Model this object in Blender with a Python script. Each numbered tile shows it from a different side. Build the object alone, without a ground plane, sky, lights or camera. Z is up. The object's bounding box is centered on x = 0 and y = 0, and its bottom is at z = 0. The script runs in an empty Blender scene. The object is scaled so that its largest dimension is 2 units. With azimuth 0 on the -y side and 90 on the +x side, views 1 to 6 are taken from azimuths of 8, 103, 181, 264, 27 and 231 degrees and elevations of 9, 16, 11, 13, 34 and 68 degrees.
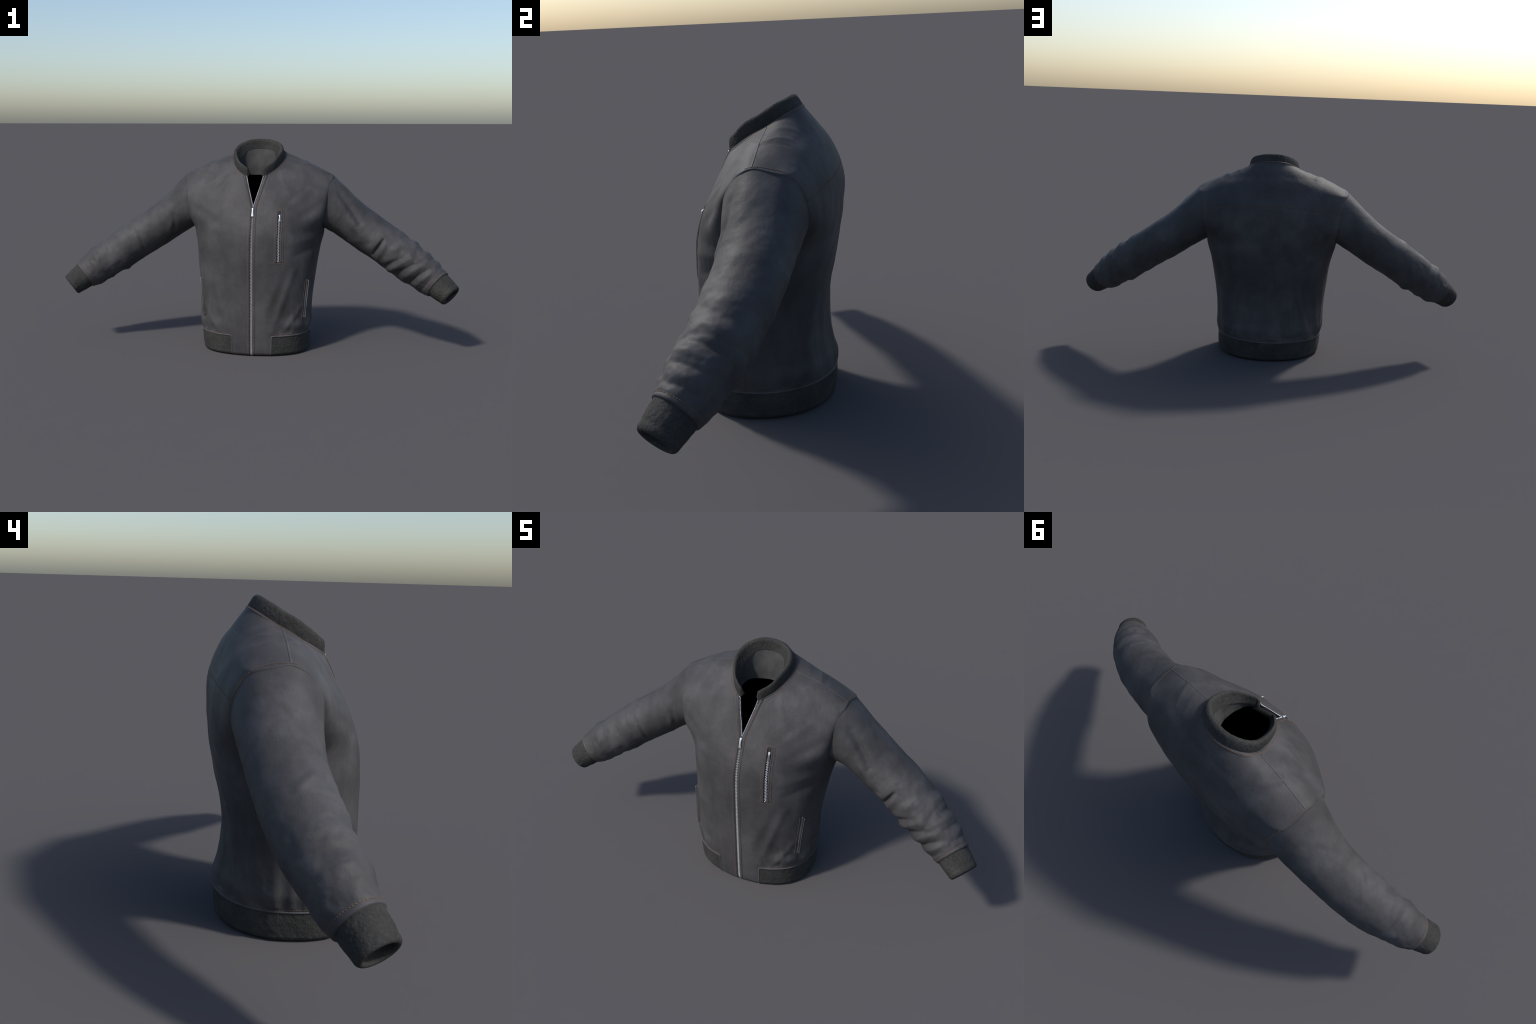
"""Dark grey suede-leather bomber jacket standing on its own: lofted torso with an open
V at the neck, two sleeves with knitted cuffs, knitted collar and hem band, zips, pockets."""
import bpy, math
import numpy as np
from mathutils import Vector, noise
from mathutils.bvhtree import BVHTree

np.random.seed(7)
pi = math.pi

# ---------------------------------------------------------------- small maths helpers
def smooth(e0, e1, x):
    t = np.clip((np.asarray(x, float) - e0) / (e1 - e0), 0, 1)
    return t * t * (3 - 2 * t)

def hermite(keys, vals, q):
    """Smooth curve through vals (n, d) at parameter keys (n,), sampled at q."""
    k = np.asarray(keys, float); v = np.asarray(vals, float)
    flat = v.reshape(len(k), -1)
    h = np.diff(k)[:, None]
    d = np.diff(flat, axis=0) / h
    m = np.empty_like(flat)
    m[0], m[-1] = d[0], d[-1]
    m[1:-1] = (d[:-1] * h[1:] + d[1:] * h[:-1]) / (h[:-1] + h[1:])
    q = np.clip(np.asarray(q, float), k[0], k[-1])
    i = np.clip(np.searchsorted(k, q, side='right') - 1, 0, len(k) - 2)
    hh = (k[i + 1] - k[i])[:, None]
    t = (q - k[i])[:, None] / hh
    out = ((2*t**3 - 3*t**2 + 1) * flat[i] + (t**3 - 2*t**2 + t) * hh * m[i]
           + (-2*t**3 + 3*t**2) * flat[i + 1] + (t**3 - t**2) * hh * m[i + 1])
    return out.reshape((len(q),) + v.shape[1:])

def unit(a):
    return a / np.maximum(np.linalg.norm(a, axis=-1, keepdims=True), 1e-9)

def grid_normals(P, wrap=False):
    if wrap:
        du = np.roll(P, -1, 1) - np.roll(P, 1, 1)
    else:
        du = np.gradient(P, axis=1)
    dv = np.gradient(P, axis=0)
    return unit(np.cross(du, dv))

def noise_field(P, freq, octaves=3, seed=0.0):
    out = np.empty(P.shape[:-1])
    fl = P.reshape(-1, 3) * np.asarray(freq) + seed
    o = out.reshape(-1)
    for i, p in enumerate(fl):
        o[i] = noise.fractal(Vector(p), 1.0, 2.0, octaves)
    return out

def seg_dist(a, b, p0, p1):
    """distance and along-fraction from points (a,b) to the segment p0-p1"""
    dx, dy = p1[0] - p0[0], p1[1] - p0[1]
    L2 = dx*dx + dy*dy + 1e-12
    t = np.clip(((a - p0[0]) * dx + (b - p0[1]) * dy) / L2, 0, 1)
    return np.hypot(a - p0[0] - t*dx, b - p0[1] - t*dy), t

def fold(a, b, p0, p1, w, amp):
    d, t = seg_dist(a, b, p0, p1)
    return amp * np.exp(-(d / w) ** 2) * (0.45 + 0.55 * np.sin(pi * np.clip(t, 0.02, 0.98)))

# ---------------------------------------------------------------- materials
def new_mat(name):
    m = bpy.data.materials.new(name); m.use_nodes = True
    nt = m.node_tree
    return m, nt, nt.nodes["Principled BSDF"], nt.nodes.new("ShaderNodeTexCoord")

def noise_node(nt, tc, scale, detail=4.0, rough=0.55, stretch=None):
    n = nt.nodes.new("ShaderNodeTexNoise")
    n.inputs["Scale"].default_value = scale
    n.inputs["Detail"].default_value = detail
    n.inputs["Roughness"].default_value = rough
    if stretch:
        mp = nt.nodes.new("ShaderNodeMapping"); mp.inputs["Scale"].default_value = stretch
        nt.links.new(tc.outputs["Object"], mp.inputs["Vector"])
        nt.links.new(mp.outputs["Vector"], n.inputs["Vector"])
    else:
        nt.links.new(tc.outputs["Object"], n.inputs["Vector"])
    return n

def ramp(nt, src, stops):
    r = nt.nodes.new("ShaderNodeValToRGB")
    e = r.color_ramp.elements
    e[0].position, e[0].color = stops[0][0], (*stops[0][1], 1)
    e[1].position, e[1].color = stops[-1][0], (*stops[-1][1], 1)
    for p, c in stops[1:-1]:
        x = e.new(p); x.color = (*c, 1)
    nt.links.new(src, r.inputs["Fac"])
    return r

def mix(nt, blend, fac, a, b):
    m = nt.nodes.new("ShaderNodeMix"); m.data_type = 'RGBA'; m.blend_type = blend
    for sock, v in ((m.inputs["Factor"], fac), (m.inputs["A"], a), (m.inputs["B"], b)):
        if hasattr(v, "is_linked"):
            nt.links.new(v, sock)
        else:
            sock.default_value = v if isinstance(v, float) else (*v, 1)
    return m.outputs["Result"]

def bump(nt, bsdf, height, strength, dist):
    b = nt.nodes.new("ShaderNodeBump")
    b.inputs["Strength"].default_value = strength
    b.inputs["Distance"].default_value = dist
    nt.links.new(height, b.inputs["Height"])
    nt.links.new(b.outputs["Normal"], bsdf.inputs["Normal"])

def grey(v, tint=(1, 1, 1)):
    return tuple(v * t for t in tint)

LEATHER_TINT = (0.925, 0.895, 0.955)

def make_leather(name, gain=1.0):
    m, nt, bs, tc = new_mat(name)
    big = noise_node(nt, tc, 6.5, 5.0, 0.62)
    streak = noise_node(nt, tc, 9.0, 4.0, 0.6, (1.6, 1.2, 0.6))
    fine = noise_node(nt, tc, 170.0, 3.0, 0.6)
    c1 = ramp(nt, big.outputs["Fac"], [(0.30, grey(0.039*gain, LEATHER_TINT)), (0.52, grey(0.052*gain, LEATHER_TINT)),
                                        (0.72, grey(0.072*gain, LEATHER_TINT))])
    c2 = ramp(nt, streak.outputs["Fac"], [(0.35, (0.88,)*3), (0.70, (1.16,)*3)])
    c3 = ramp(nt, fine.outputs["Fac"], [(0.3, (0.93,)*3), (0.7, (1.07,)*3)])
    col = mix(nt, 'MULTIPLY', 1.0, c1.outputs["Color"], c2.outputs["Color"])
    col = mix(nt, 'MULTIPLY', 1.0, col, c3.outputs["Color"])
    nt.links.new(col, bs.inputs["Base Color"])
    bs.inputs["Roughness"].default_value = 0.63
    bs.inputs["Specular IOR Level"].default_value = 0.25
    mid = noise_node(nt, tc, 45.0, 5.0, 0.65)
    bump(nt, bs, mid.outputs["Fac"], 0.35, 0.004)
    return m

def make_knit(name):
    m, nt, bs, tc = new_mat(name)
    big = noise_node(nt, tc, 14.0, 4.0, 0.6)
    fine = noise_node(nt, tc, 150.0, 4.0, 0.7)
    c1 = ramp(nt, big.outputs["Fac"], [(0.3, (0.0245, 0.0242, 0.0232)), (0.7, (0.0395, 0.0390, 0.0375))])
    c2 = ramp(nt, fine.outputs["Fac"], [(0.3, (0.72,)*3), (0.7, (1.3,)*3)])
    nt.links.new(mix(nt, 'MULTIPLY', 1.0, c1.outputs["Color"], c2.outputs["Color"]), bs.inputs["Base Color"])
    bs.inputs["Roughness"].default_value = 0.85
    bs.inputs["Specular IOR Level"].default_value = 0.2
    w = noise_node(nt, tc, 125.0, 3.0, 0.6)
    bump(nt, bs, w.outputs["Fac"], 0.5, 0.005)
    return m

def make_lining(name):
    m, nt, bs, tc = new_mat(name)
    big = noise_node(nt, tc, 22.0, 5.0, 0.65)
    c1 = ramp(nt, big.outputs["Fac"], [(0.3, (0.045, 0.045, 0.0455)), (0.7, (0.072, 0.072, 0.072))])
    nt.links.new(c1.outputs["Color"], bs.inputs["Base Color"])
    bs.inputs["Roughness"].default_value = 0.8
    bs.inputs["Specular IOR Level"].default_value = 0.2
    bump(nt, bs, big.outputs["Fac"], 0.3, 0.003)
    return m

def make_plain(name, col, rough, metal=0.0, spec=0.5, var=0.0):
    m, nt, bs, tc = new_mat(name)
    n = noise_node(nt, tc, 60.0, 2.0)
    c = ramp(nt, n.outputs["Fac"], [(0.3, tuple(x*(1-var) for x in col)), (0.7, tuple(min(1, x*(1+var)) for x in col))])
    nt.links.new(c.outputs["Color"], bs.inputs["Base Color"])
    bs.inputs["Roughness"].default_value = rough
    bs.inputs["Metallic"].default_value = metal
    bs.inputs["Specular IOR Level"].default_value = spec
    return m

M_LEATHER = make_leather("suede_leather")
M_WORN = make_leather("worn_leather_edge", 1.25)
M_KNIT = make_knit("brushed_knit")
M_LINING = make_lining("grey_lining")
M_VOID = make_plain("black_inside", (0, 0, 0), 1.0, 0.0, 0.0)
M_STITCH = make_plain("brown_thread", (0.17, 0.095, 0.058), 0.8, 0.0, 0.2, 0.15)
M_TAPE = make_plain("zip_tape", (0.028, 0.028, 0.031), 0.8, 0.0, 0.2, 0.1)
M_METAL = make_plain("polished_nickel", (0.72, 0.73, 0.75), 0.28, 1.0, 0.5, 0.08)
M_DULL = make_plain("dull_nickel", (0.34, 0.35, 0.37), 0.42, 1.0, 0.5, 0.12)

# ---------------------------------------------------------------- object helpers
ROOT = bpy.data.objects.new("bomber_jacket", None)
bpy.context.scene.collection.objects.link(ROOT)
ROOT["label"] = "dark grey suede bomber jacket, half unzipped, knitted collar and cuffs"
ROOT["category"] = "jacket"

def add_obj(name, verts, faces, mat, parent=None, normals=None, kind=None, flat=False):
    me = bpy.data.meshes.new(name)
    me.from_pydata([tuple(map(float, v)) for v in verts], [], [tuple(map(int, f)) for f in faces])
    me.update()
    if not flat:
        me.polygons.foreach_set("use_smooth", [True] * len(me.polygons))
    me.materials.append(mat)
    if normals is not None:
        me.normals_split_custom_set_from_vertices([tuple(map(float, n)) for n in normals])
    ob = bpy.data.objects.new(name, me)
    bpy.context.scene.collection.objects.link(ob)
    ob.parent = parent or ROOT
    if kind:
        ob["kind"] = kind
    return ob

def grid_faces(r, c, wrap=False):
    cc = c if wrap else c - 1
    i, j = np.meshgrid(np.arange(r - 1), np.arange(cc), indexing='ij')
    j2 = (j + 1) % c
    return np.stack([i*c + j, i*c + j2, (i+1)*c + j2, (i+1)*c + j], -1).reshape(-1, 4)

def add_grid(name, P, mat, wrap=False, **kw):
    r, c = P.shape[:2]
    return add_obj(name, P.reshape(-1, 3), grid_faces(r, c, wrap), mat, **kw)

def sub_part(name, P, N, mask, mat, **kw):
    """faces of the grid P picked by mask, with the whole surface's normals"""
    r, c = P.shape[:2]
    f = grid_faces(r, c)[mask.reshape(-1)]
    used = np.unique(f)
    remap = -np.ones(r*c, int); remap[used] = np.arange(len(used))
    return add_obj(name, P.reshape(-1, 3)[used], remap[f], mat, normals=N.reshape(-1, 3)[used], **kw)

def sweep_arrays(path, nrm, section, closed=False, caps=True):
    """section: (k,2) of (sideways, outward) offsets swept along path with surface normal nrm"""
    path = np.asarray(path, float); nrm = unit(np.asarray(nrm, float))
    if closed:
        tan = unit(np.roll(path, -1, 0) - np.roll(path, 1, 0))
    else:
        tan = unit(np.gradient(path, axis=0))
    side = unit(np.cross(tan, nrm)); up = np.cross(side, tan)
    s = np.asarray(section, float)
    if s.ndim == 2:
        s = np.repeat(s[None], len(path), 0)
    P = path[:, None] + side[:, None] * s[:, :, :1] + up[:, None] * s[:, :, 1:]
    n, k = P.shape[:2]
    if closed:
        P2 = np.concatenate([P, P[:1]], 0)
        f = grid_faces(n + 1, k, True) % (n * k)
    else:
        f = grid_faces(n, k, True)
    f = [tuple(x) for x in f[:, ::-1]]
    if caps and not closed:
        f.append(tuple(range(k))); f.append(tuple(range((n-1)*k, n*k))[::-1])
    return P.reshape(-1, 3), f

def tube_section(r, k=8, flat=1.0, lift=0.0):
    a = np.linspace(0, 2*pi, k, endpoint=False)
    return np.stack([r*np.cos(a), r*flat*np.sin(a) + lift], -1)

def box_section(w, h, lift=0.0, bev=0.25):
    b = min(w, h) * bev
    return np.array([(-w/2, lift), (w/2, lift), (w/2, lift+h-b), (w/2-b, lift+h), (-w/2+b, lift+h), (-w/2, lift+h-b)])

def joined(name, chunks, mat, **kw):
    V, F, o = [], [], 0
    for v, f in chunks:
        V.append(np.asarray(v)); F += [tuple(i + o for i in q) for q in f]; o += len(v)
    return add_obj(name, np.concatenate(V), F, mat, **kw)

def resample(path, step, *extra):
    path = np.asarray(path, float)
    L = np.concatenate([[0], np.cumsum(np.linalg.norm(np.diff(path, axis=0), axis=1))])
    n = max(2, int(round(L[-1] / step)) + 1)
    q = np.linspace(0, L[-1], n)
    f = lambda A: np.stack([np.interp(q, L, np.asarray(A)[:, i]) for i in range(np.asarray(A).shape[1])], -1)
    return tuple([f(path)] + [f(e) for e in extra])

def stitches(name, paths, parent=None, r=0.0009, length=0.0065, gap=0.0022):
    chunks = []
    for path, nrm in paths:
        p, n = resample(path, 0.0022, nrm)
        per = max(3, int(round((length + gap) / 0.0022))); run = max(2, int(round(length / 0.0022)) + 1)
        for i in range(0, len(p) - run, per):
            chunks.append(sweep_arrays(p[i:i+run], n[i:i+run], tube_section(r, 5, 0.8, 0.0008)))
    return joined(name, chunks, M_STITCH, parent=parent, kind="stuff")

# ================================================================ TORSO
# Columns run from the front edge (u=0) round the side (u=4) to the centre back (u=8).
# Lower rows are rounded sections given by height; upper rows climb chest and shoulder to the neck.
#            z     half-w  y side   y front  y back
SECTIONS = [(0.012, 0.269, -0.048, -0.244, 0.218),
            (0.055, 0.273, -0.048, -0.247, 0.222),
            (0.105, 0.273, -0.048, -0.248, 0.220),
            (0.200, 0.283, -0.046, -0.249, 0.207),
            (0.300, 0.289, -0.040, -0.250, 0.198),
            (0.400, 0.298, -0.019, -0.250, 0.207),
            (0.500, 0.312,  0.014, -0.249, 0.230),
            (0.600, 0.333,  0.054, -0.238, 0.244)]
def section_col(sec, phi):
    z, a, ys, yf, yb = sec
    x = a * math.sin(phi) ** 0.98 if 0 < phi < pi else 0.0
    c = math.cos(phi)
    sq = 0.80 + 0.11 * min(1, z / 0.5)                  # front is boxier near the hem
    y = ys + (yf - ys) * abs(c) ** sq if c > 0 else ys + (yb - ys) * abs(c) ** (0.98 - 0.16 * min(1, z / 0.55))
    return (x, y, z)

UPPER = [  # nine columns each
    [(0.0, -.203, .690), (.130, -.192, .690), (.252, -.148, .685), (.340, -.082, .682), (.322, .070, .69), (.338, .193, .69), (.256, .232, .69), (.136, .246, .70), (0, .250, .70)],
    [(.010, -.168, .768), (.126, -.152, .772), (.250, -.110, .775), (.356, -.063, .775), (.330, .062, .775), (.350, .184, .775), (.258, .221, .78), (.134, .241, .79), (0, .249, .79)],
    [(.025, -.143, .823), (.120, -.118, .832), (.245, -.066, .844), (.361, -.015, .852), (.377, .042, .871), (.366, .144, .853), (.250, .184, .868), (.124, .206, .884), (0, .214, .890)],
    [(.034, -.129, .852), (.103, -.098, .870), (.190, -.036, .900), (.242, -.003, .917), (.256, .037, .928), (.249, .096, .931), (.182, .144, .936), (.092, .165, .949), (0, .172, .954)],
    [(.042, -.119, .874), (.088, -.078, .900), (.112, -.034, .925), (.123, .002, .946), (.127, .034, .962), (.118, .068, .983), (.092, .098, 1.000), (.050, .119, 1.012), (0, .126, 1.016)],
]
CTRL = np.array([[section_col(s, k * pi / 8) for k in range(9)] for s in SECTIONS] + UPPER)
ROW_KEYS = np.concatenate([np.array([s[0] for s in SECTIONS]), [0.690, 0.775, 0.865, 0.985, 1.10]])

NR, NH = 250, 200
rows_q = np.linspace(ROW_KEYS[0], ROW_KEYS[-1], NR)
uq = np.linspace(0, 1, NH); uq = 8 * (0.72 * uq + 0.28 * uq ** 2)      # denser near the zip
colr = hermite(ROW_KEYS, CTRL, rows_q)                                   # (NR, 9, 3)
# at the armhole the shoulder breaks into the (hidden) side wall with a corner, not a curve
KS = 10
corner = np.where((rows_q < ROW_KEYS[KS])[:, None, None], hermite(ROW_KEYS[:KS+1], CTRL[:KS+1], rows_q), hermite(ROW_KEYS[KS:], CTRL[KS:], rows_q))
cw = np.array([0, 0, 0.1, 0.8, 1, 0.8, 0.1, 0, 0])[None, :, None]
colr = colr * (1 - cw) + corner * cw
# mirrored columns at the centre back keep the surface smooth there; at the front below the zip too
ext = colr[:, [7, 6]] * np.array([-1, 1, 1])
keysu = np.arange(0, 11, dtype=float)
full = np.concatenate([colr, ext], 1)
front_ghost = colr[:, [1]] * np.array([-1, 1, 1])
gw = smooth(0.66, 0.84, rows_q)[:, None, None]
front_ghost = gw * (2 * colr[:, [0]] - colr[:, [1]]) + (1 - gw) * front_ghost
full = np.concatenate([front_ghost, full], 1)
half = np.transpose(hermite(np.arange(-1, 11, dtype=float), np.transpose(full, (1, 0, 2)), uq), (1, 0, 2))
# opening of the V: zip closed below the slider
Z_SLIDER = 0.733
def v_half_width(z):
    return np.clip((np.asarray(z) - Z_SLIDER + 0.004) / (0.874 - Z_SLIDER), 0, 1.05) * 0.042
x0 = v_half_width(half[:, :1, 2])
w_edge = np.exp(-(uq / 1.1) ** 2)[None]
half[..., 0] += (x0 - half[:, :1, 0]) * w_edge
left = half[:, ::-1][:, 1:] * np.array([-1, 1, 1])
T = np.concatenate([half, left], 1)                                       # right front edge .. back .. left front edge
U = np.concatenate([uq, uq[::-1][1:]])[None].repeat(NR, 0)
NC = T.shape[1]
X, Y, Z = T[..., 0].copy(), T[..., 1].copy(), T[..., 2].copy()
N0 = grid_normals(T)
front = U < 4
HEM_Z = 0.100
NOTCH_U = 0.93
band = (Z < HEM_Z) & (U > NOTCH_U)

# --- relief of the torso
D = np.zeros_like(X)
low = np.exp(-((Z - 0.10) / 0.13) ** 2)
# gathers above the hem band, strongest at the sides and back
ang = np.arctan2(X, -Y)
gather = noise_field(np.stack([np.cos(ang)*2.2, np.sin(ang)*2.2, Z*1.6], -1), (2.6, 2.6, 1.0), 2, 3.0)
D += gather * 0.012 * low * smooth(0.7, 2.4, U) * smooth(HEM_Z, HEM_Z + .02, Z)
D += 0.005 * np.exp(-((Z - 0.150) / 0.028) ** 2) * smooth(0.9, 1.6, U)
# broad soft undulation everywhere
D += noise_field(T, (4.0, 4.0, 3.2), 3, 11.0) * 0.0045 * smooth(0.0, 0.12, np.abs(X) + (Y > 0))
D += noise_field(T, (14.0, 14.0, 9.0), 2, 5.0) * 0.0012
# drawn folds: front panels (x, z)
fr = front.astype(float)
for p0, p1, w, a in [((.20, .42), (.10, .12), .018, .006), ((.235, .24), (.15, .11), .014, .005),
                     ((.14, .40), (.07, .22), .02, .003), ((.17, .26), (.24, .17), .013, .004),
                     ((.19, .15), (.27, .13), .02, .004),
                     ((-.20, .40), (-.12, .13), .02, .004), ((-.235, .22), (-.16, .11), .014, .004),
                     ((.17, .55), (.31, .58), .022, .004), ((.20, .49), (.31, .53), .02, -.004),
                     ((.17, .72), (.26, .80), .018, .003), ((.20, .66), (.33, .74), .022, -.004),
                     ((-.19, .66), (-.33, .73), .022, -.004), ((-.15, .62), (-.30, .60), .025, .003),
                     ((-.12, .88), (-.19, .80), .008, .0022), ((-.14, .90), (-.24, .83), .008, .0022),
                     ((-.13, .85), (-.16, .77), .009, .0018), ((.12, .88), (.17, .80), .010, .0016)]:
    D += fold(X, Z, p0, p1, w, a) * fr
bk = (~front).astype(float)
for p0, p1, w, a in [((.15, .40), (.20, .12), .014, .008), ((-.13, .40), (-.20, .12), .014, .008),
                     ((.08, .32), (.12, .12), .013, .005), ((-.06, .35), (-.10, .12), .013, .005),
                     ((.235, .34), (.245, .12), .012, .006), ((-.235, .34), (-.245, .12), .012, .006),
                     ((.10, .66), (.22, .50), .03, .004), ((-.10, .66), (-.22, .50), .03, .004),
                     ((.22, .70), (.30, .62), .02, -.003), ((-.22, .70), (-.30, .62), .02, -.003)]:
    D += fold(X, Z, p0, p1, w, a) * bk
# ridges crossing the shoulder (x, y), the same on both sides
AX = np.abs(X)
up = smooth(0.82, 0.88, Z)
for p0, p1, w, a in [((.255, .035), (.215, .13), .008, .0030), ((.27, .045), (.25, .13), .008, -.0022),
                     ((.19, .06), (.16, .13), .010, .002), ((.26, .03), (.20, -.02), .008, .002),
                     ((.31, -.01), (.22, -.05), .009, .0016)]:
    D += fold(AX, Y, p0, p1, w, a) * up
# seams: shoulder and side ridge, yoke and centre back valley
def yoke_z(x):
    return 0.803 - 0.036 * (np.abs(x) / 0.345) ** 2
D -= 0.0016 * np.exp(-((Z - yoke_z(X) + 0.003) / 0.003) ** 2) * bk
D -= 0.0014 * np.exp(-(X / 0.003) ** 2) * bk * (Z < yoke_z(X)) * (Z > HEM_Z)
D -= 0.0014 * np.exp(-((U - 4.1) / 0.05) ** 2) * (Z < 0.6) * (Z > HEM_Z)
# zip placket: channel at the edge with a raised lip beside it
edge_d = np.abs(np.abs(X) - v_half_width(Z))
pl = fr * (Z < 0.88)
D -= 0.0045 * np.exp(-(edge_d / 0.0065) ** 4) * pl
D += 0.0022 * np.exp(-((edge_d - 0.0125) / 0.0045) ** 2) * pl
D -= 0.0012 * np.exp(-((edge_d - 0.0185) / 0.003) ** 2) * pl
# collar base: raised seam allowance and groove under the stitching
kz = np.linspace(0, 1, NR)[:, None].repeat(NC, 1)
D += 0.0025 * np.exp(-((rows_q[:, None] - 1.092) / 0.006) ** 2) + 0 * D
# welt pockets press the leather: frame of the chest pocket and side pockets
CHEST_X, CHEST_Z0, CHEST_Z1 = 0.1305, 0.462, 0.716
inx = smooth(0.022, 0.018, np.abs(X - CHEST_X)); inz = smooth(0.0, 0.004, np.minimum(Z - CHEST_Z0, CHEST_Z1 - Z))
D += 0.0012 * inx * inz * fr
slot = smooth(0.0090, 0.0065, np.abs(X - CHEST_X)); sz = smooth(0.0, 0.004, np.minimum(Z - CHEST_Z0 - .006, CHEST_Z1 - .006 - Z))
D -= 0.0040 * slot * sz * fr
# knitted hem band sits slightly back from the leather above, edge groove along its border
bd = smooth(HEM_Z + 0.002, HEM_Z - 0.004, Z) * smooth(NOTCH_U - 0.01, NOTCH_U + 0.05, U)
D += 0.0005 * bd
D += noise_field(T, (70, 70, 70), 2, 2.0) * 0.0011 * bd
T = T + N0 * D[..., None]
N1 = grid_normals(T)

# roll the hem under and up inside
def rolled(P, N):
    inward = -unit(np.stack([N[0, :, 0], N[0, :, 1], np.zeros(NC)], -1))
    base = P[0]; out = []
    for inset, z in [(.024, .060), (.022, .010), (.017, .002), (.010, .0005), (.004, .005)]:
        q = base + inward * inset; q[:, 2] = z
        out.append(q)
    return np.array(out)
R = rolled(T, N1)
T = np.concatenate([R, T], 0); N1 = grid_normals(T)
NRR = T.shape[0]
pad = lambda A: np.concatenate([np.repeat(A[:1], 5, 0), A], 0)
U, Xr, Zr, Yr = pad(U), pad(X), pad(Z), pad(Y)
fc = lambda A: 0.25 * (A[:-1, :-1] + A[1:, :-1] + A[:-1, 1:] + A[1:, 1:])
Uc, Xc, Zc = fc(U), fc(T[..., 0]), fc(Zr)
is_band = (Zc < HEM_Z) & (Uc > NOTCH_U)
is_front = (Uc < 4.0) & ~is_band
is_yoke = (Uc >= 4.0) & (Zc > yoke_z(Xc)) & ~is_band
is_back = (Uc >= 4.0) & ~is_yoke & ~is_band
sub_part("front_panel", T, N1, is_front & (Xc > 0), M_LEATHER)
sub_part("front_panel", T, N1, is_front & (Xc <= 0), M_LEATHER)
sub_part("back_panel", T, N1, is_back, M_LEATHER)
sub_part("yoke", T, N1, is_yoke, M_LEATHER)
hem_band = sub_part("hem_band", T, N1, is_band, M_KNIT)

BVH = BVHTree.FromPolygons([Vector(p) for p in T.reshape(-1, 3)], [tuple(map(int, f)) for f in grid_faces(NRR, NC)])
NF = N1.reshape(-1, 3)
def surf_from(origin, direction):
    loc, nrm, i, d = BVH.ray_cast(Vector(origin), Vector(direction))
    if loc is None:
        return None
    n = np.array(nrm)
    if np.dot(n, direction) > 0:
        n = -n
    return np.array(loc), n
def on_front(x, z):
    return surf_from((x, -1.0, z), (0, 1, 0))
def on_back(x, z):
    return surf_from((x, 1.0, z), (0, -1, 0))
def nearest(p):
    loc, nrm, i, d = BVH.find_nearest(Vector(p))
    n = np.array(nrm)
    return np.array(loc), n
def smooth_path(pts, k=2):
    p = np.array(pts)
    for _ in range(k):
        p[1:-1] = 0.25*p[:-2] + 0.5*p[1:-1] + 0.25*p[2:]
    return p
def path_front(xz):
    hits = [h for h in (on_front(x, z) for x, z in xz) if h is not None]
    return smooth_path([h[0] for h in hits]), unit(smooth_path([h[1] for h in hits], 4))
def path_back(xz):
    hits = [h for h in (on_back(x, z) for x, z in xz) if h is not None]
    return smooth_path([h[0] for h in hits]), unit(smooth_path([h[1] for h in hits], 4))
def line(a, b, n):
    return [(a[0] + (b[0]-a[0])*t, a[1] + (b[1]-a[1])*t) for t in np.linspace(0, 1, n)]
def row_path(row, c0, c1):
    return T[row, c0:c1], N1[row, c0:c1]

# --- piping along the top and front ends of the hem band
row_hem = int(np.argmin(np.abs(Zr[:, 0] - HEM_Z)))
ca = int(np.argmin(np.abs(U[0, :NH] - NOTCH_U))); cb = NC - 1 - ca
bead = np.array([(-.0036, -.003), (.0036, -.003), (.0037, .000), (.0022, .0026), (-.0018, .0026), (-.0037, .000)])
r0 = 4
pth = np.concatenate([T[r0:row_hem, ca], T[row_hem, ca:cb+1], T[r0:row_hem, cb][::-1]])
pn = np.concatenate([N1[r0:row_hem, ca], N1[row_hem, ca:cb+1], N1[r0:row_hem, cb][::-1]])
pth, pn = resample(pth, 0.006, pn); pth = smooth_path(pth, 2); pn = unit(smooth_path(pn, 3))
v, f = sweep_arrays(pth, pn, bead)
add_obj("hem_piping", v, f, M_WORN, parent=hem_band)

# ================================================================ ARMHOLE AND SLEEVES
# armhole outline, from the top forwards and round: (angle, x, y, z)
ARMHOLE = [(0, .378, .058, .877), (22, .374, .008, .861), (42, .366, -.033, .833), (62, .359, -.058, .794),
           (85, .352, -.066, .740), (112, .348, -.062, .680), (145, .345, -.030, .627), (180, .343, .070, .605),
           (212, .344, .150, .624), (243, .346, .194, .668), (268, .348, .202, .720), (293, .351, .193, .775),
           (317, .361, .172, .822), (340, .371, .120, .862)]
#          x     y      z     vertical  sideways half size
STATIONS = [(.448, .065, .660, .106, .118), (.550, .054, .588, .102, .110), (.650, .033, .5235, .099, .107),
            (.745, .003, .4565, .097, .101), (.825, -.031, .4035, .091, .090), (.878, -.053, .362, .081, .080),
            (.905, -.068, .345, .0720, .073)]
CUFF_C = np.array([(.897, -.065, .350), (.928, -.082, .326), (.960, -.100, .301)])
CUFF_A = [(.067, .069), (.063, .067), (.055, .062)]
NPHI, NT = 168, 210
phi = np.linspace(0, 2*pi, NPHI, endpoint=False)

def frame(t):
    t = unit(np.asarray(t)); h = unit(np.cross(np.array([0, 0, 1.0]), t))   # h points to the back (+y side) for +x sleeve
    return t, h, np.cross(t, h)

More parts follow.
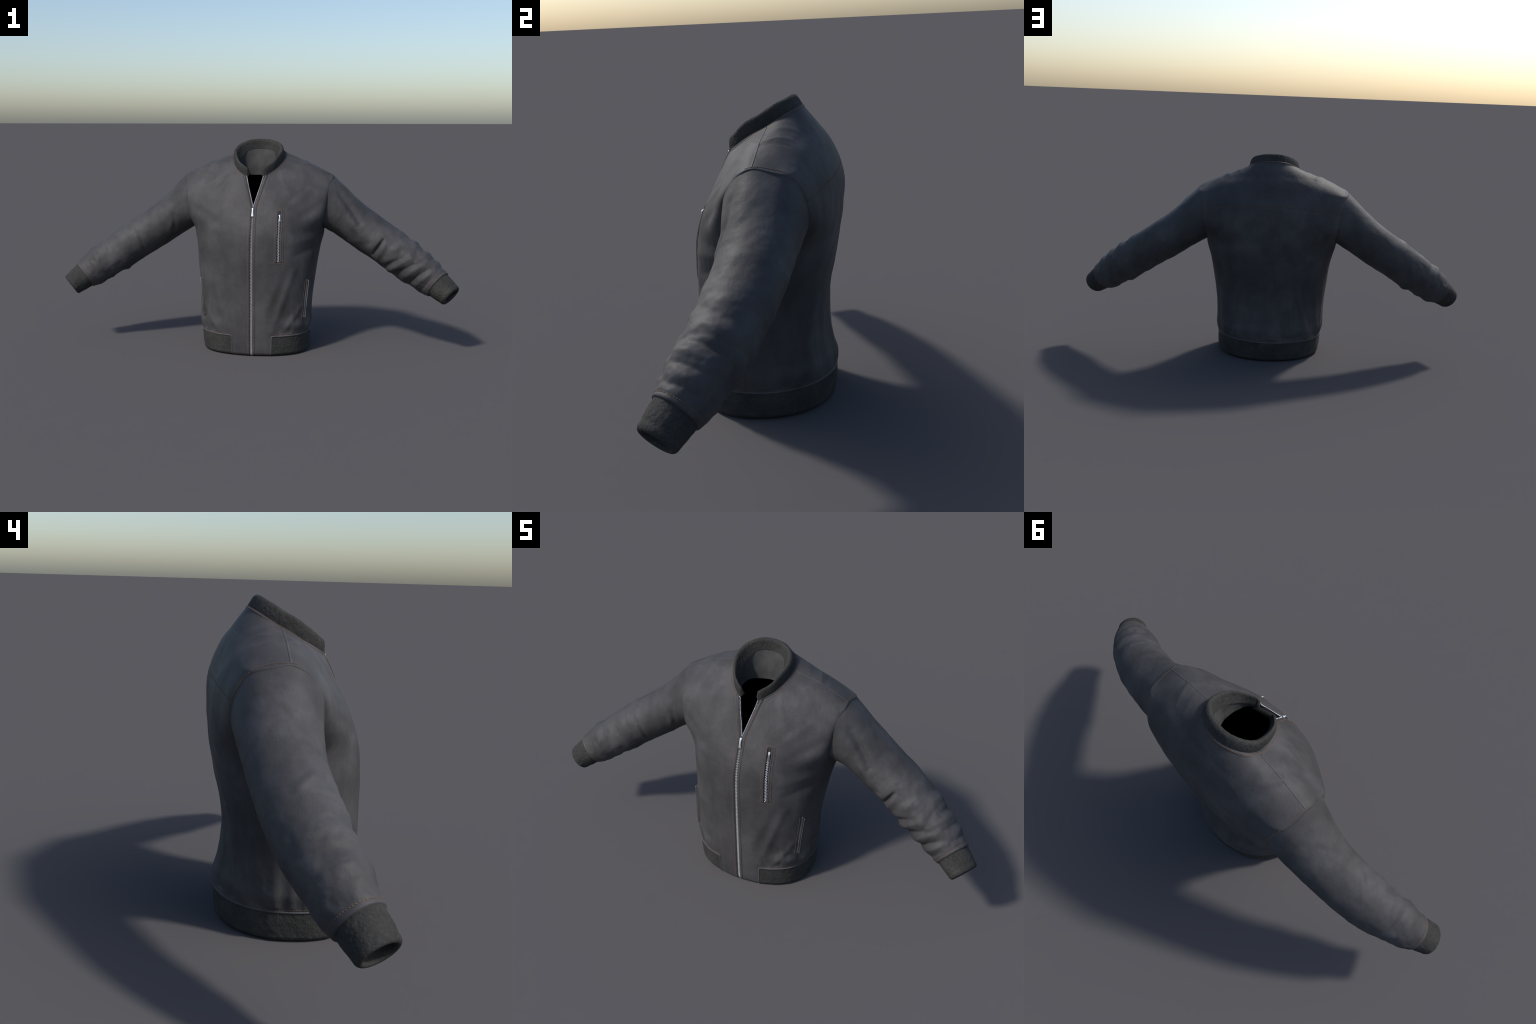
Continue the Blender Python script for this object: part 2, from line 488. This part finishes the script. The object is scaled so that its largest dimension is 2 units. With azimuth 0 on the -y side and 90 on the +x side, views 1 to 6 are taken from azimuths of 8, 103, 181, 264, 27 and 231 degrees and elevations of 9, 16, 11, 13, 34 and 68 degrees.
def ring(c, t, a, b, k=1.0):
    t, h, v = frame(t)
    return c + np.cos(phi)[:, None]*a*v - np.sin(phi)[:, None]*b*h

arm = np.array(ARMHOLE, float)
ak = np.concatenate([arm[-2:, 0] - 360, arm[:, 0], arm[:2, 0] + 360])
av = np.concatenate([arm[-2:, 1:], arm[:, 1:], arm[:2, 1:]])
A_DRAWN = hermite(ak, av, np.degrees(phi))
def armhole_on_torso(side):
    """the drawn armhole laid onto the torso surface of that side (returned in +x coordinates)"""
    m = np.array([side, 1, 1])
    q = np.array([(lambda h: h[0] - h[1]*.0015)(nearest(p * m)) for p in A_DRAWN]) * m
    q = 0.85 * q + 0.15 * A_DRAWN
    for _ in range(6):
        q = 0.25*np.roll(q, 1, 0) + 0.5*q + 0.25*np.roll(q, -1, 0)
    return q

def build_base_sleeve(A_RING):
    st = np.array(STATIONS); cen = st[:, :3]
    tang = np.gradient(np.concatenate([[A_RING.mean(0)], cen, [CUFF_C[2]]]), axis=0)[1:-1]
    tang[0] = tang[0]*0.6 + 0.4*unit(np.array([.8, .02, -.58]))*np.linalg.norm(tang[0])
    rings = [A_RING + np.array([-.03, 0, 0]) + (A_RING.mean(0) - A_RING)*0.06, A_RING]
    for i, s in enumerate(st):
        rings.append(ring(cen[i], tang[i], s[3], s[4]))
    rings = np.array(rings)
    d = np.concatenate([[0], np.cumsum(np.linalg.norm(np.diff(rings.mean(1), axis=0), axis=1))])
    d[1] = .03; d[2:] = d[2:] - d[2] + .03 + np.linalg.norm(rings[2].mean(0) - A_RING.mean(0))
    return rings, d

rings, dkeys = build_base_sleeve(A_DRAWN)
dq = np.linspace(0, dkeys[-1], NT)
TT = ((np.linspace(0, dkeys[-1], NT) - dkeys[1]) / (dkeys[-1] - dkeys[1]))[:, None].repeat(NPHI, 1)
PH = np.degrees(phi)[None].repeat(NT, 0)
SL = TT * (dkeys[-1] - dkeys[1])                                           # metres along the sleeve
LEN = dkeys[-1] - dkeys[1]

def sleeve_surface(side):
    rg, _ = build_base_sleeve(armhole_on_torso(side))
    S = hermite(dkeys[1:], rg[1:], np.maximum(dq, dkeys[1]))               # (NT, NPHI, 3)
    tuck = np.clip(1 - dq / dkeys[1], 0, 1)[:, None, None]
    return S * (1 - tuck) + rg[0] * tuck

def sleeve_fold(t0, p0, t1, p1, w, amp):
    """fold between (t, angle) pairs; angles measured on a circle of 0.095 m radius, wrapped"""
    mid = 0.5 * (p0 + p1)
    pr = (PH - mid + 180) % 360 - 180
    k = 0.095 * pi / 180
    return fold(SL, pr * k, (t0*LEN, (p0-mid)*k), (t1*LEN, (p1-mid)*k), w, amp)

FOLDS_LEFT = [  # +x sleeve, strongly creased towards the cuff
    (.50, 70, .495, 128, .007, -.016), (.535, 75, .54, 135, .016, .008), (.46, 60, .45, 120, .02, .004),
    (.60, 150, .69, 78, .013, -.010), (.60, 85, .63, 45, .020, .006), (.65, 150, .74, 60, .014, .008),
    (.70, 150, .79, 70, .011, -.010), (.76, 45, .73, 5, .014, -.005), (.77, 140, .85, 50, .014, .009),
    (.83, 140, .89, 55, .010, -.009), (.88, 130, .93, 40, .013, .007), (.93, 150, .96, 60, .009, -.004),
    (.68, 20, .69, -50, .018, .005), (.765, 10, .755, -60, .011, -.007), (.81, 30, .80, -50, .015, .005),
    (.86, 25, .855, -55, .010, -.004), (.90, 20, .90, -40, .015, .004), (.935, 30, .94, -60, .009, -.003),
    (.63, 10, .63, -40, .016, -.003), (.57, 15, .56, -30, .018, .003),
    (.07, 46, .27, 74, .015, -.012), (.18, 82, .34, 96, .020, .009), (.34, 120, .42, 80, .02, .004),
    (.05, 20, .16, 25, .018, .003),
    (.72, -80, .80, -130, .016, .004), (.80, -90, .88, -140, .012, -.004), (.88, -100, .92, -150, .012, .004),
    (.80, 200, .84, 150, .012, -.004), (.74, 210, .78, 160, .014, .004), (.90, 210, .92, 160, .012, .003)]
FOLDS_RIGHT = [  # -x sleeve, softer
    (.12, 85, .20, 120, .014, -.005), (.16, 100, .26, 125, .014, .004), (.47, 70, .50, 130, .010, -.006),
    (.45, 40, .48, 75, .016, .004), (.52, 20, .56, 70, .016, .004), (.56, 80, .60, 140, .020, -.003),
    (.44, 20, .52, -20, .012, .0035), (.60, 30, .62, 90, .02, .004), (.66, 40, .69, 110, .016, -.004),
    (.72, 30, .74, 100, .016, .004), (.79, 40, .80, 110, .012, -.004), (.84, 30, .86, 100, .014, .004),
    (.91, 40, .92, 110, .010, -.003), (.70, 10, .69, -50, .014, .003), (.78, 5, .77, -50, .012, -.003),
    (.85, 0, .84, -50, .012, .003), (.69, 170, .71, 220, .012, .006), (.74, 165, .76, 210, .012, -.005),
    (.82, 160, .84, 210, .012, .004), (.88, 160, .89, 210, .010, -.003), (.93, 170, .94, 220, .010, .004)]

def sleeve(side, folds, seed):
    P = sleeve_surface(side) * np.array([side, 1, 1])
    if side < 0:
        N = -grid_normals(P, True)
    else:
        N = grid_normals(P, True)
    # make sure normals point away from the axis
    if np.mean(np.sum(N * (P - P.mean(1, keepdims=True)), -1)) < 0:
        N = -N
    Dp = np.zeros((NT, NPHI))
    for fo in folds:
        Dp += sleeve_fold(*fo)
    env = 0.4 + 0.6 * smooth(.35, .8, TT)
    loc = np.stack([SL*14, np.cos(np.radians(PH))*0.9, np.sin(np.radians(PH))*0.9], -1)
    Dp += noise_field(loc, (1.0, 1.2, 1.2), 3, seed) * 0.0055 * env * (1.0 if side > 0 else 0.75)
    Dp += noise_field(P, (18, 18, 18), 2, seed + 4) * 0.0012
    Dp *= smooth(0.0, 0.09, TT) * (1 - 0.8*smooth(.955, .99, TT))
    # stitched hem of the sleeve: groove at the thread, rounded lip, tucked in over the cuff
    Dp -= 0.0016 * np.exp(-((SL - (LEN - .018)) / .003) ** 2)
    Dp -= 0.012 * smooth(LEN - .0055, LEN, SL) ** 2
    P = P + N * Dp[..., None]
    faces = grid_faces(NT, NPHI, True)
    if side > 0:
        faces = faces if check_out(P, faces) else faces[:, ::-1]
    else:
        faces = faces if check_out(P, faces) else faces[:, ::-1]
    ob = add_obj("sleeve", P.reshape(-1, 3), faces, M_LEATHER)
    # thread round the sleeve hem
    k = int(np.argmin(np.abs(SL[:, 0] - (LEN - .018))))
    path = np.concatenate([P[k], P[k][:1]]); nn = np.concatenate([N[k], N[k][:1]])
    stitches("sleeve_stitching", [(path, nn)], parent=ob)
    return ob

def check_out(P, faces):
    V = P.reshape(-1, 3); q = faces[len(faces)//2:len(faces)//2 + NPHI]
    n = np.cross(V[q[:, 1]] - V[q[:, 0]], V[q[:, 2]] - V[q[:, 0]])
    return np.sum(n * (V[q[:, 0]] - V[q].reshape(-1, 3).mean(0))) > 0

def cuff(side, parent):
    cen = CUFF_C; tang = unit(np.gradient(cen, axis=0))
    outer = [ring(cen[i], tang[i], *CUFF_A[i]) for i in range(3)]
    c2, t2 = cen[2], tang[2]; a, b = CUFF_A[2]
    prof = [ring(cen[0] - tang[0]*.02, tang[0], .060, .062)] + outer[:1]
    prof += [outer[0]*.5 + outer[1]*.5 + 0.0, outer[1], outer[1]*.45 + outer[2]*.55, outer[2]]
    for adv, k in [(.0045, .004), (.006, .009), (.0045, .014), (.0, .017), (-.012, .019), (-.05, .021), (-.11, .022)]:
        prof.append(ring(c2 + t2*adv, t2, a - k, b - k))
    prof = np.array(prof)
    d = np.concatenate([[0], np.cumsum(np.linalg.norm(np.diff(prof, axis=0), axis=2).mean(1))])
    n = 90
    P = hermite(d, prof, np.linspace(0, d[-1], n)) * np.array([side, 1, 1])
    ax = P.mean(1, keepdims=True)
    rad = unit(P - ax)
    P = P + rad * (noise_field(P, (75, 75, 75), 2, 9.0) * 0.0012)[..., None] * (np.linspace(0, d[-1], n) < d[5])[:, None, None]
    faces = grid_faces(n, NPHI, True)
    if (side > 0) == (not cuff_flip):
        faces = faces[:, ::-1]
    ob = add_obj("cuff", P.reshape(-1, 3), faces, M_KNIT, parent=parent)
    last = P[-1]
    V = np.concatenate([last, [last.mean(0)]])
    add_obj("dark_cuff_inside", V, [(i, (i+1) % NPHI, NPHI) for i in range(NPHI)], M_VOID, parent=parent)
    # narrow leather-coloured seam where knit meets sleeve
    return ob
cuff_flip = False

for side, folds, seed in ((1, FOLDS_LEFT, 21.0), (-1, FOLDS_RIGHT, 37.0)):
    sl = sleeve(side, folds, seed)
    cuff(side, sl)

# ================================================================ COLLAR, LINING, INSIDE
NPSI = 240
base_row = T[-1]                                                    # right front edge .. back .. left front edge
base, bn = resample(base_row, 0.0025, N1[-1])
base = smooth_path(base, 3)
tilt = unit(np.array([0, -.5, .866]))
cen = base.mean(0) + np.array([0, .01, 0])
tan = unit(np.gradient(base, axis=0))
inw = unit(np.cross(np.repeat(tilt[None], len(base), 0), tan))
if np.mean(np.sum(inw * (cen - base), -1)) < 0:
    inw = -inw
arc = np.linspace(0, 1, len(base)); tip = np.minimum(arc, 1 - arc) * 2
hs = 0.82 + 0.18 * smooth(0.0, 0.35, tip)                            # collar is a little lower at the front
rnd = np.sqrt(np.clip(1 - (1 - np.clip(tip / 0.016, 0, 1)) ** 2, 0, 1))
PROF = [(.003, -.010), (.000, -.002), (-.0006, .012), (.0004, .026), (.0018, .0350), (.0055, .0415), (.011, .0450), (.017, .0440),
        (.0225, .039), (.029, .028), (.036, .016), (.042, .006), (.0455, -.002)]
prof = hermite(np.linspace(0, 1, len(PROF)), np.array(PROF), np.linspace(0, 1, 56))
thin = (0.52 + 0.48 * smooth(0.10, 0.65, tip))[:, None, None]          # slimmer towards the front ends
lean = smooth(0.0, 0.55, tip)[:, None]
stand = unit(np.array([0, -.06, .98]) * (1 - lean) + tilt * lean)        # upright at the front, leaning forward at the back
C = base[:, None] + inw[:, None] * prof[None, :, :1] * thin + stand[:, None] * (prof[None, :, 1:] * np.where(prof[None, :, 1:] > 0, (hs * (.55 + .45*rnd))[:, None, None], 1.0))
mid = C.mean(1, keepdims=True)
sq = (0.72 + 0.28 * rnd)[:, None, None]
C = mid * (1 - sq) + C * sq
rad = unit(C - mid)
C = C + rad * (noise_field(C, (90, 90, 60), 2, 4.0) * 0.0009)[..., None]
faces = [tuple(q) for q in grid_faces(*C.shape[:2])[:, ::-1]]
k = C.shape[1]
faces += [tuple(range(k)), tuple(range((len(base)-1)*k, len(base)*k))[::-1]]
collar = add_obj("collar", C.reshape(-1, 3), faces, M_KNIT)

# lining ring: from the collar's inner foot down to the black inside
LIN_Z = 0.872
top = base + inw * (.043 * thin[:, :, 0]) + tilt * .004
def lining_ring(s):
    q = top.copy()
    zb = np.minimum(LIN_Z, top[:, 2] - .012)
    q[:, 2] = top[:, 2] + (zb - top[:, 2]) * s
    back = smooth(0.0, 0.10, q[:, 1])
    q += inw * (.008 * s * smooth(0.05, 0.4, tip))[:, None]
    return q
L = np.array([lining_ring(s) for s in np.linspace(0, 1, 24)])
L = L + unit(np.stack([L[..., 0], L[..., 1] - .01, 0*L[..., 0]], -1)) * (noise_field(L, (16, 16, 9), 2, 8.0) * .003)[..., None]
L = L[:, 5:-5]
add_obj("neck_lining", L.reshape(-1, 3), grid_faces(*L.shape[:2]), M_LINING)
# facing strips folded inside the V
chunks = []
rv = np.where((Zr[:, 0] > Z_SLIDER - .01))[0]
for ci, s in ((0, 1), (NC - 1, -1)):
    e = T[rv, ci]
    strip = np.array([e + np.array([0, .001, 0]), e + np.array([s*.001, .008, -.002]), e + np.array([s*.004, .020, -.008]), e + np.array([s*.012, .030, -.012])])
    f = grid_faces(*strip.shape[:2])
    chunks.append((strip.reshape(-1, 3), [tuple(q) for q in f]))
joined("front_facing", chunks, M_LINING)
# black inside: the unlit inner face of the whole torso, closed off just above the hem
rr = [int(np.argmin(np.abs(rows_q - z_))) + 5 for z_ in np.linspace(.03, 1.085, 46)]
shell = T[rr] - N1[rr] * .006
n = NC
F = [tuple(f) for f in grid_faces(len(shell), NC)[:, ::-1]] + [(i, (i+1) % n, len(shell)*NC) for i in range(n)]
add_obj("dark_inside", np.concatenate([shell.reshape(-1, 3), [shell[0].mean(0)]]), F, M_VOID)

# ================================================================ STITCHING ON THE BODY
body_st = []
def inset_row(row, c0, c1):
    return T[row, c0:c1], N1[row, c0:c1]
r_neck = int(np.argmin(np.abs(rows_q - 1.060))) + 5
c16 = int(np.argmin(np.abs(T[r_neck, :NH, 0] - (v_half_width(T[r_neck, 0, 2]) + .016))))
off = [nearest(p + (-w)*.0115 - tilt*.004) for p, w in zip(base[6:-6:2], inw[6:-6:2])]
body_st.append((smooth_path([o[0] for o in off]), unit(smooth_path([o[1] for o in off], 4))))
for s in (1, -1):
    zz = np.linspace(0.012, 0.862, 150)
    body_st.append(path_front([(s*(v_half_width(z) + .0165), z) for z in zz]))
ys = np.linspace(-.335, .335, 90)
body_st.append(path_back([(x, yoke_z(x)) for x in ys]))
body_st.append(path_back([(0.0, z) for z in np.linspace(.108, .80, 90)]))
for s in (1, -1):
    A_RING = armhole_on_torso(s)
    i0 = [i for i in range(NPHI) if np.degrees(phi[i]) >= 235]; i1 = [i for i in range(NPHI) if np.degrees(phi[i]) <= 20]
    pts = [nearest((s*(A_RING[i][0] - .007), A_RING[i][1], A_RING[i][2])) for i in i0 + i1]
    body_st.append((smooth_path([p[0] for p in pts]), unit(smooth_path([p[1] for p in pts], 4))))
stitches("seam_stitching", body_st)
seams = []
for s in (1, -1):
    pts = [surf_from((s*x, .036, 1.3), (0, 0, -1)) for x in np.linspace(.142, .372, 50)]
    q, qn = smooth_path([p[0] for p in pts], 3), unit(smooth_path([p[1] for p in pts], 5))
    seams.append(sweep_arrays(q, qn, tube_section(.0034, 8, .30, .0000)))
joined("shoulder_seam", seams, M_WORN)
rs = row_hem + 2
stitches("hem_stitching", [inset_row(rs, ca, cb)], parent=hem_band, r=.0006)

# ================================================================ ZIPS
def teeth_chunks(path, nrm, pitch, w, length, h, alternate):
    p, n = resample(path, pitch, nrm)
    tan = unit(np.gradient(p, axis=0)); sd = unit(np.cross(tan, n)); out = []
    for i in range(len(p)):
        off = (0.22 * length * (1 if i % 2 else -1)) if alternate else 0.0
        c = p[i] + sd[i]*off
        hw, hl = w/2, length/2
        V = [c + tan[i]*a*hw + sd[i]*b*hl*(1.0 if z0 < .5 else .8) + n[i]*(h*z0 - .0005) for z0 in (0, 1) for a, b in ((-1, -1), (1, -1), (1, 1), (-1, 1))]
        out.append((np.array(V), [(0, 3, 2, 1), (4, 5, 6, 7), (0, 1, 5, 4), (1, 2, 6, 5), (2, 3, 7, 6), (3, 0, 4, 7)]))
    return out

def zip_pull(name, c, down, n, L, w, parent):
    """slider body with bridge and a tapering pull tab ending in a pierced foot"""
    down = unit(down); n = unit(n); sd = unit(np.cross(down, n))
    secs = []
    path, sec = [], []
    for t, ww, h0, h1 in [(-.10, .55, .001, .004), (-.06, .8, .0005, .007), (.06, .95, .0005, .009), (.18, .85, .0005, .0095), (.24, .62, .001, .0085)]:
        path.append(c + down*t*L)
        sec.append([(-w*ww/2, h0), (w*ww/2, h0), (w*ww/2, h0*.4 + h1*.6), (w*ww*.3, h1), (-w*ww*.3, h1), (-w*ww/2, h0*.4 + h1*.6)])
    v, f = sweep_arrays(np.array(path), np.repeat(n[None], len(path), 0), np.array(sec))
    body = add_obj(name + "_slider", v, f, M_METAL, parent=parent)
    path, sec = [], []
    for t, ww, lift in [(.12, .42, .0095), (.2, .50, .0098), (.45, .62, .0085), (.8, .84, .0065), (.85, .95, .006), (1.0, .95, .005)]:
        path.append(c + down*t*L)
        sec.append([(-w*ww/2, lift - .002), (w*ww/2, lift - .002), (w*ww/2, lift), (w*ww*.36, lift + .0012), (-w*ww*.36, lift + .0012), (-w*ww/2, lift)])
    v, f = sweep_arrays(np.array(path), np.repeat(n[None], len(path), 0), np.array(sec))
    add_obj(name + "_pull", v, f, M_METAL, parent=parent)

zz = np.linspace(.004, Z_SLIDER - .02, 130)
pc, pcn = path_front([(0.0012, z) for z in zz])
pc = pc + pcn * .0
v, f = sweep_arrays(pc, pcn, box_section(.019, .0022, -.001))
front_zip = add_obj("front_zip", v, f, M_TAPE)
joined("zip_teeth", teeth_chunks(pc + pcn*.001, pcn, .0036, .0026, .0095, .003, True), M_DULL, parent=front_zip, kind="stuff")
tape, teeth = [], []
for ci, s in ((0, 1), (NC - 1, -1)):
    r = [i for i in rv if Z_SLIDER - .004 < Zr[i, ci] and rows_q[i-5] < 1.092]
    e = T[r, ci] + np.array([s*.0005, .002, 0]); en = unit(N1[r, min(max(ci, 6), NC-7)] * np.array([1, 1, 1]))
    e, en = resample(e, .003, en)
    tape.append(sweep_arrays(e + np.array([s*.003, .0005, 0]), en, box_section(.010, .002, -.001)))
    teeth += teeth_chunks(e + np.array([-s*.0005, -.001, 0]), en, .0050, .0028, .0042, .0026, False)
joined("open_zip_tape", tape, M_TAPE, parent=front_zip)
joined("open_zip_teeth", teeth, M_METAL, parent=front_zip, kind="stuff")
hit = on_front(0.0, Z_SLIDER - .012)
lo = on_front(0.0, Z_SLIDER - .055)
zip_pull("front_zip", hit[0] + hit[1]*.001, lo[0] - hit[0], unit(hit[1]*np.array([0, 1, 1])), .046, .0145, front_zip)

# chest pocket: recessed zip in a stitched welt frame
cz = np.linspace(CHEST_Z0 + .007, CHEST_Z1 - .008, 70)
p, n_ = path_front([(CHEST_X, z) for z in cz])
n_ = np.repeat(unit(n_.mean(0))[None], len(p), 0)
v, f = sweep_arrays(p, n_, box_section(.0150, .0016, -.0010))
chest = add_obj("chest_pocket", v, f, M_TAPE)
joined("chest_pocket_teeth", teeth_chunks(p[:-14] + n_[:-14]*.001, n_[:-14], .0038, .003, .0095, .0020, True), M_DULL, parent=chest, kind="stuff")
zip_pull("chest_pocket", p[-6] - n_[-6]*.002, p[-20] - p[-6], n_[0], .036, .0125, chest)
fx, a0, a1 = .0205, CHEST_Z0 - .002, CHEST_Z1 + .002
loop = line((CHEST_X-fx, a0), (CHEST_X-fx, a1), 60) + line((CHEST_X-fx, a1), (CHEST_X+fx, a1), 12)[1:] + line((CHEST_X+fx, a1), (CHEST_X+fx, a0), 60)[1:] + line((CHEST_X+fx, a0), (CHEST_X-fx, a0), 12)[1:]
stitches("chest_pocket_stitching", [path_front(loop)], parent=chest)
lip = []
for s in (-1, 1):
    q, qn = path_front([(CHEST_X + s*.0105, z) for z in np.linspace(CHEST_Z0+.004, CHEST_Z1-.004, 60)])
    lip.append(sweep_arrays(q, qn, tube_section(.0034, 8, .8, -.0014)))
joined("chest_pocket_welt", lip, M_LEATHER, parent=chest)

# slanted side pockets with a metal-toothed edge
for s in (1, -1):
    top_, bot_ = (.2635, .372), (.2475, .180)
    q, qn = path_front([(s*a, b) for a, b in line(bot_, top_, 60)])
    v, f = sweep_arrays(q, qn, tube_section(.0062, 10, .8, .0005))
    pk = add_obj("side_pocket", v, f, M_LEATHER)
    joined("side_pocket_teeth", [sweep_arrays(q[:-2] + qn[:-2]*.0035 + np.array([s*.004, 0, 0]), qn[:-2], box_section(.0032, .0030))], M_DULL, parent=pk)
    q2, q2n = path_front([(s*(a - .009), b) for a, b in line(bot_, top_, 60)])
    stitches("side_pocket_stitching", [(q2, q2n)], parent=pk)
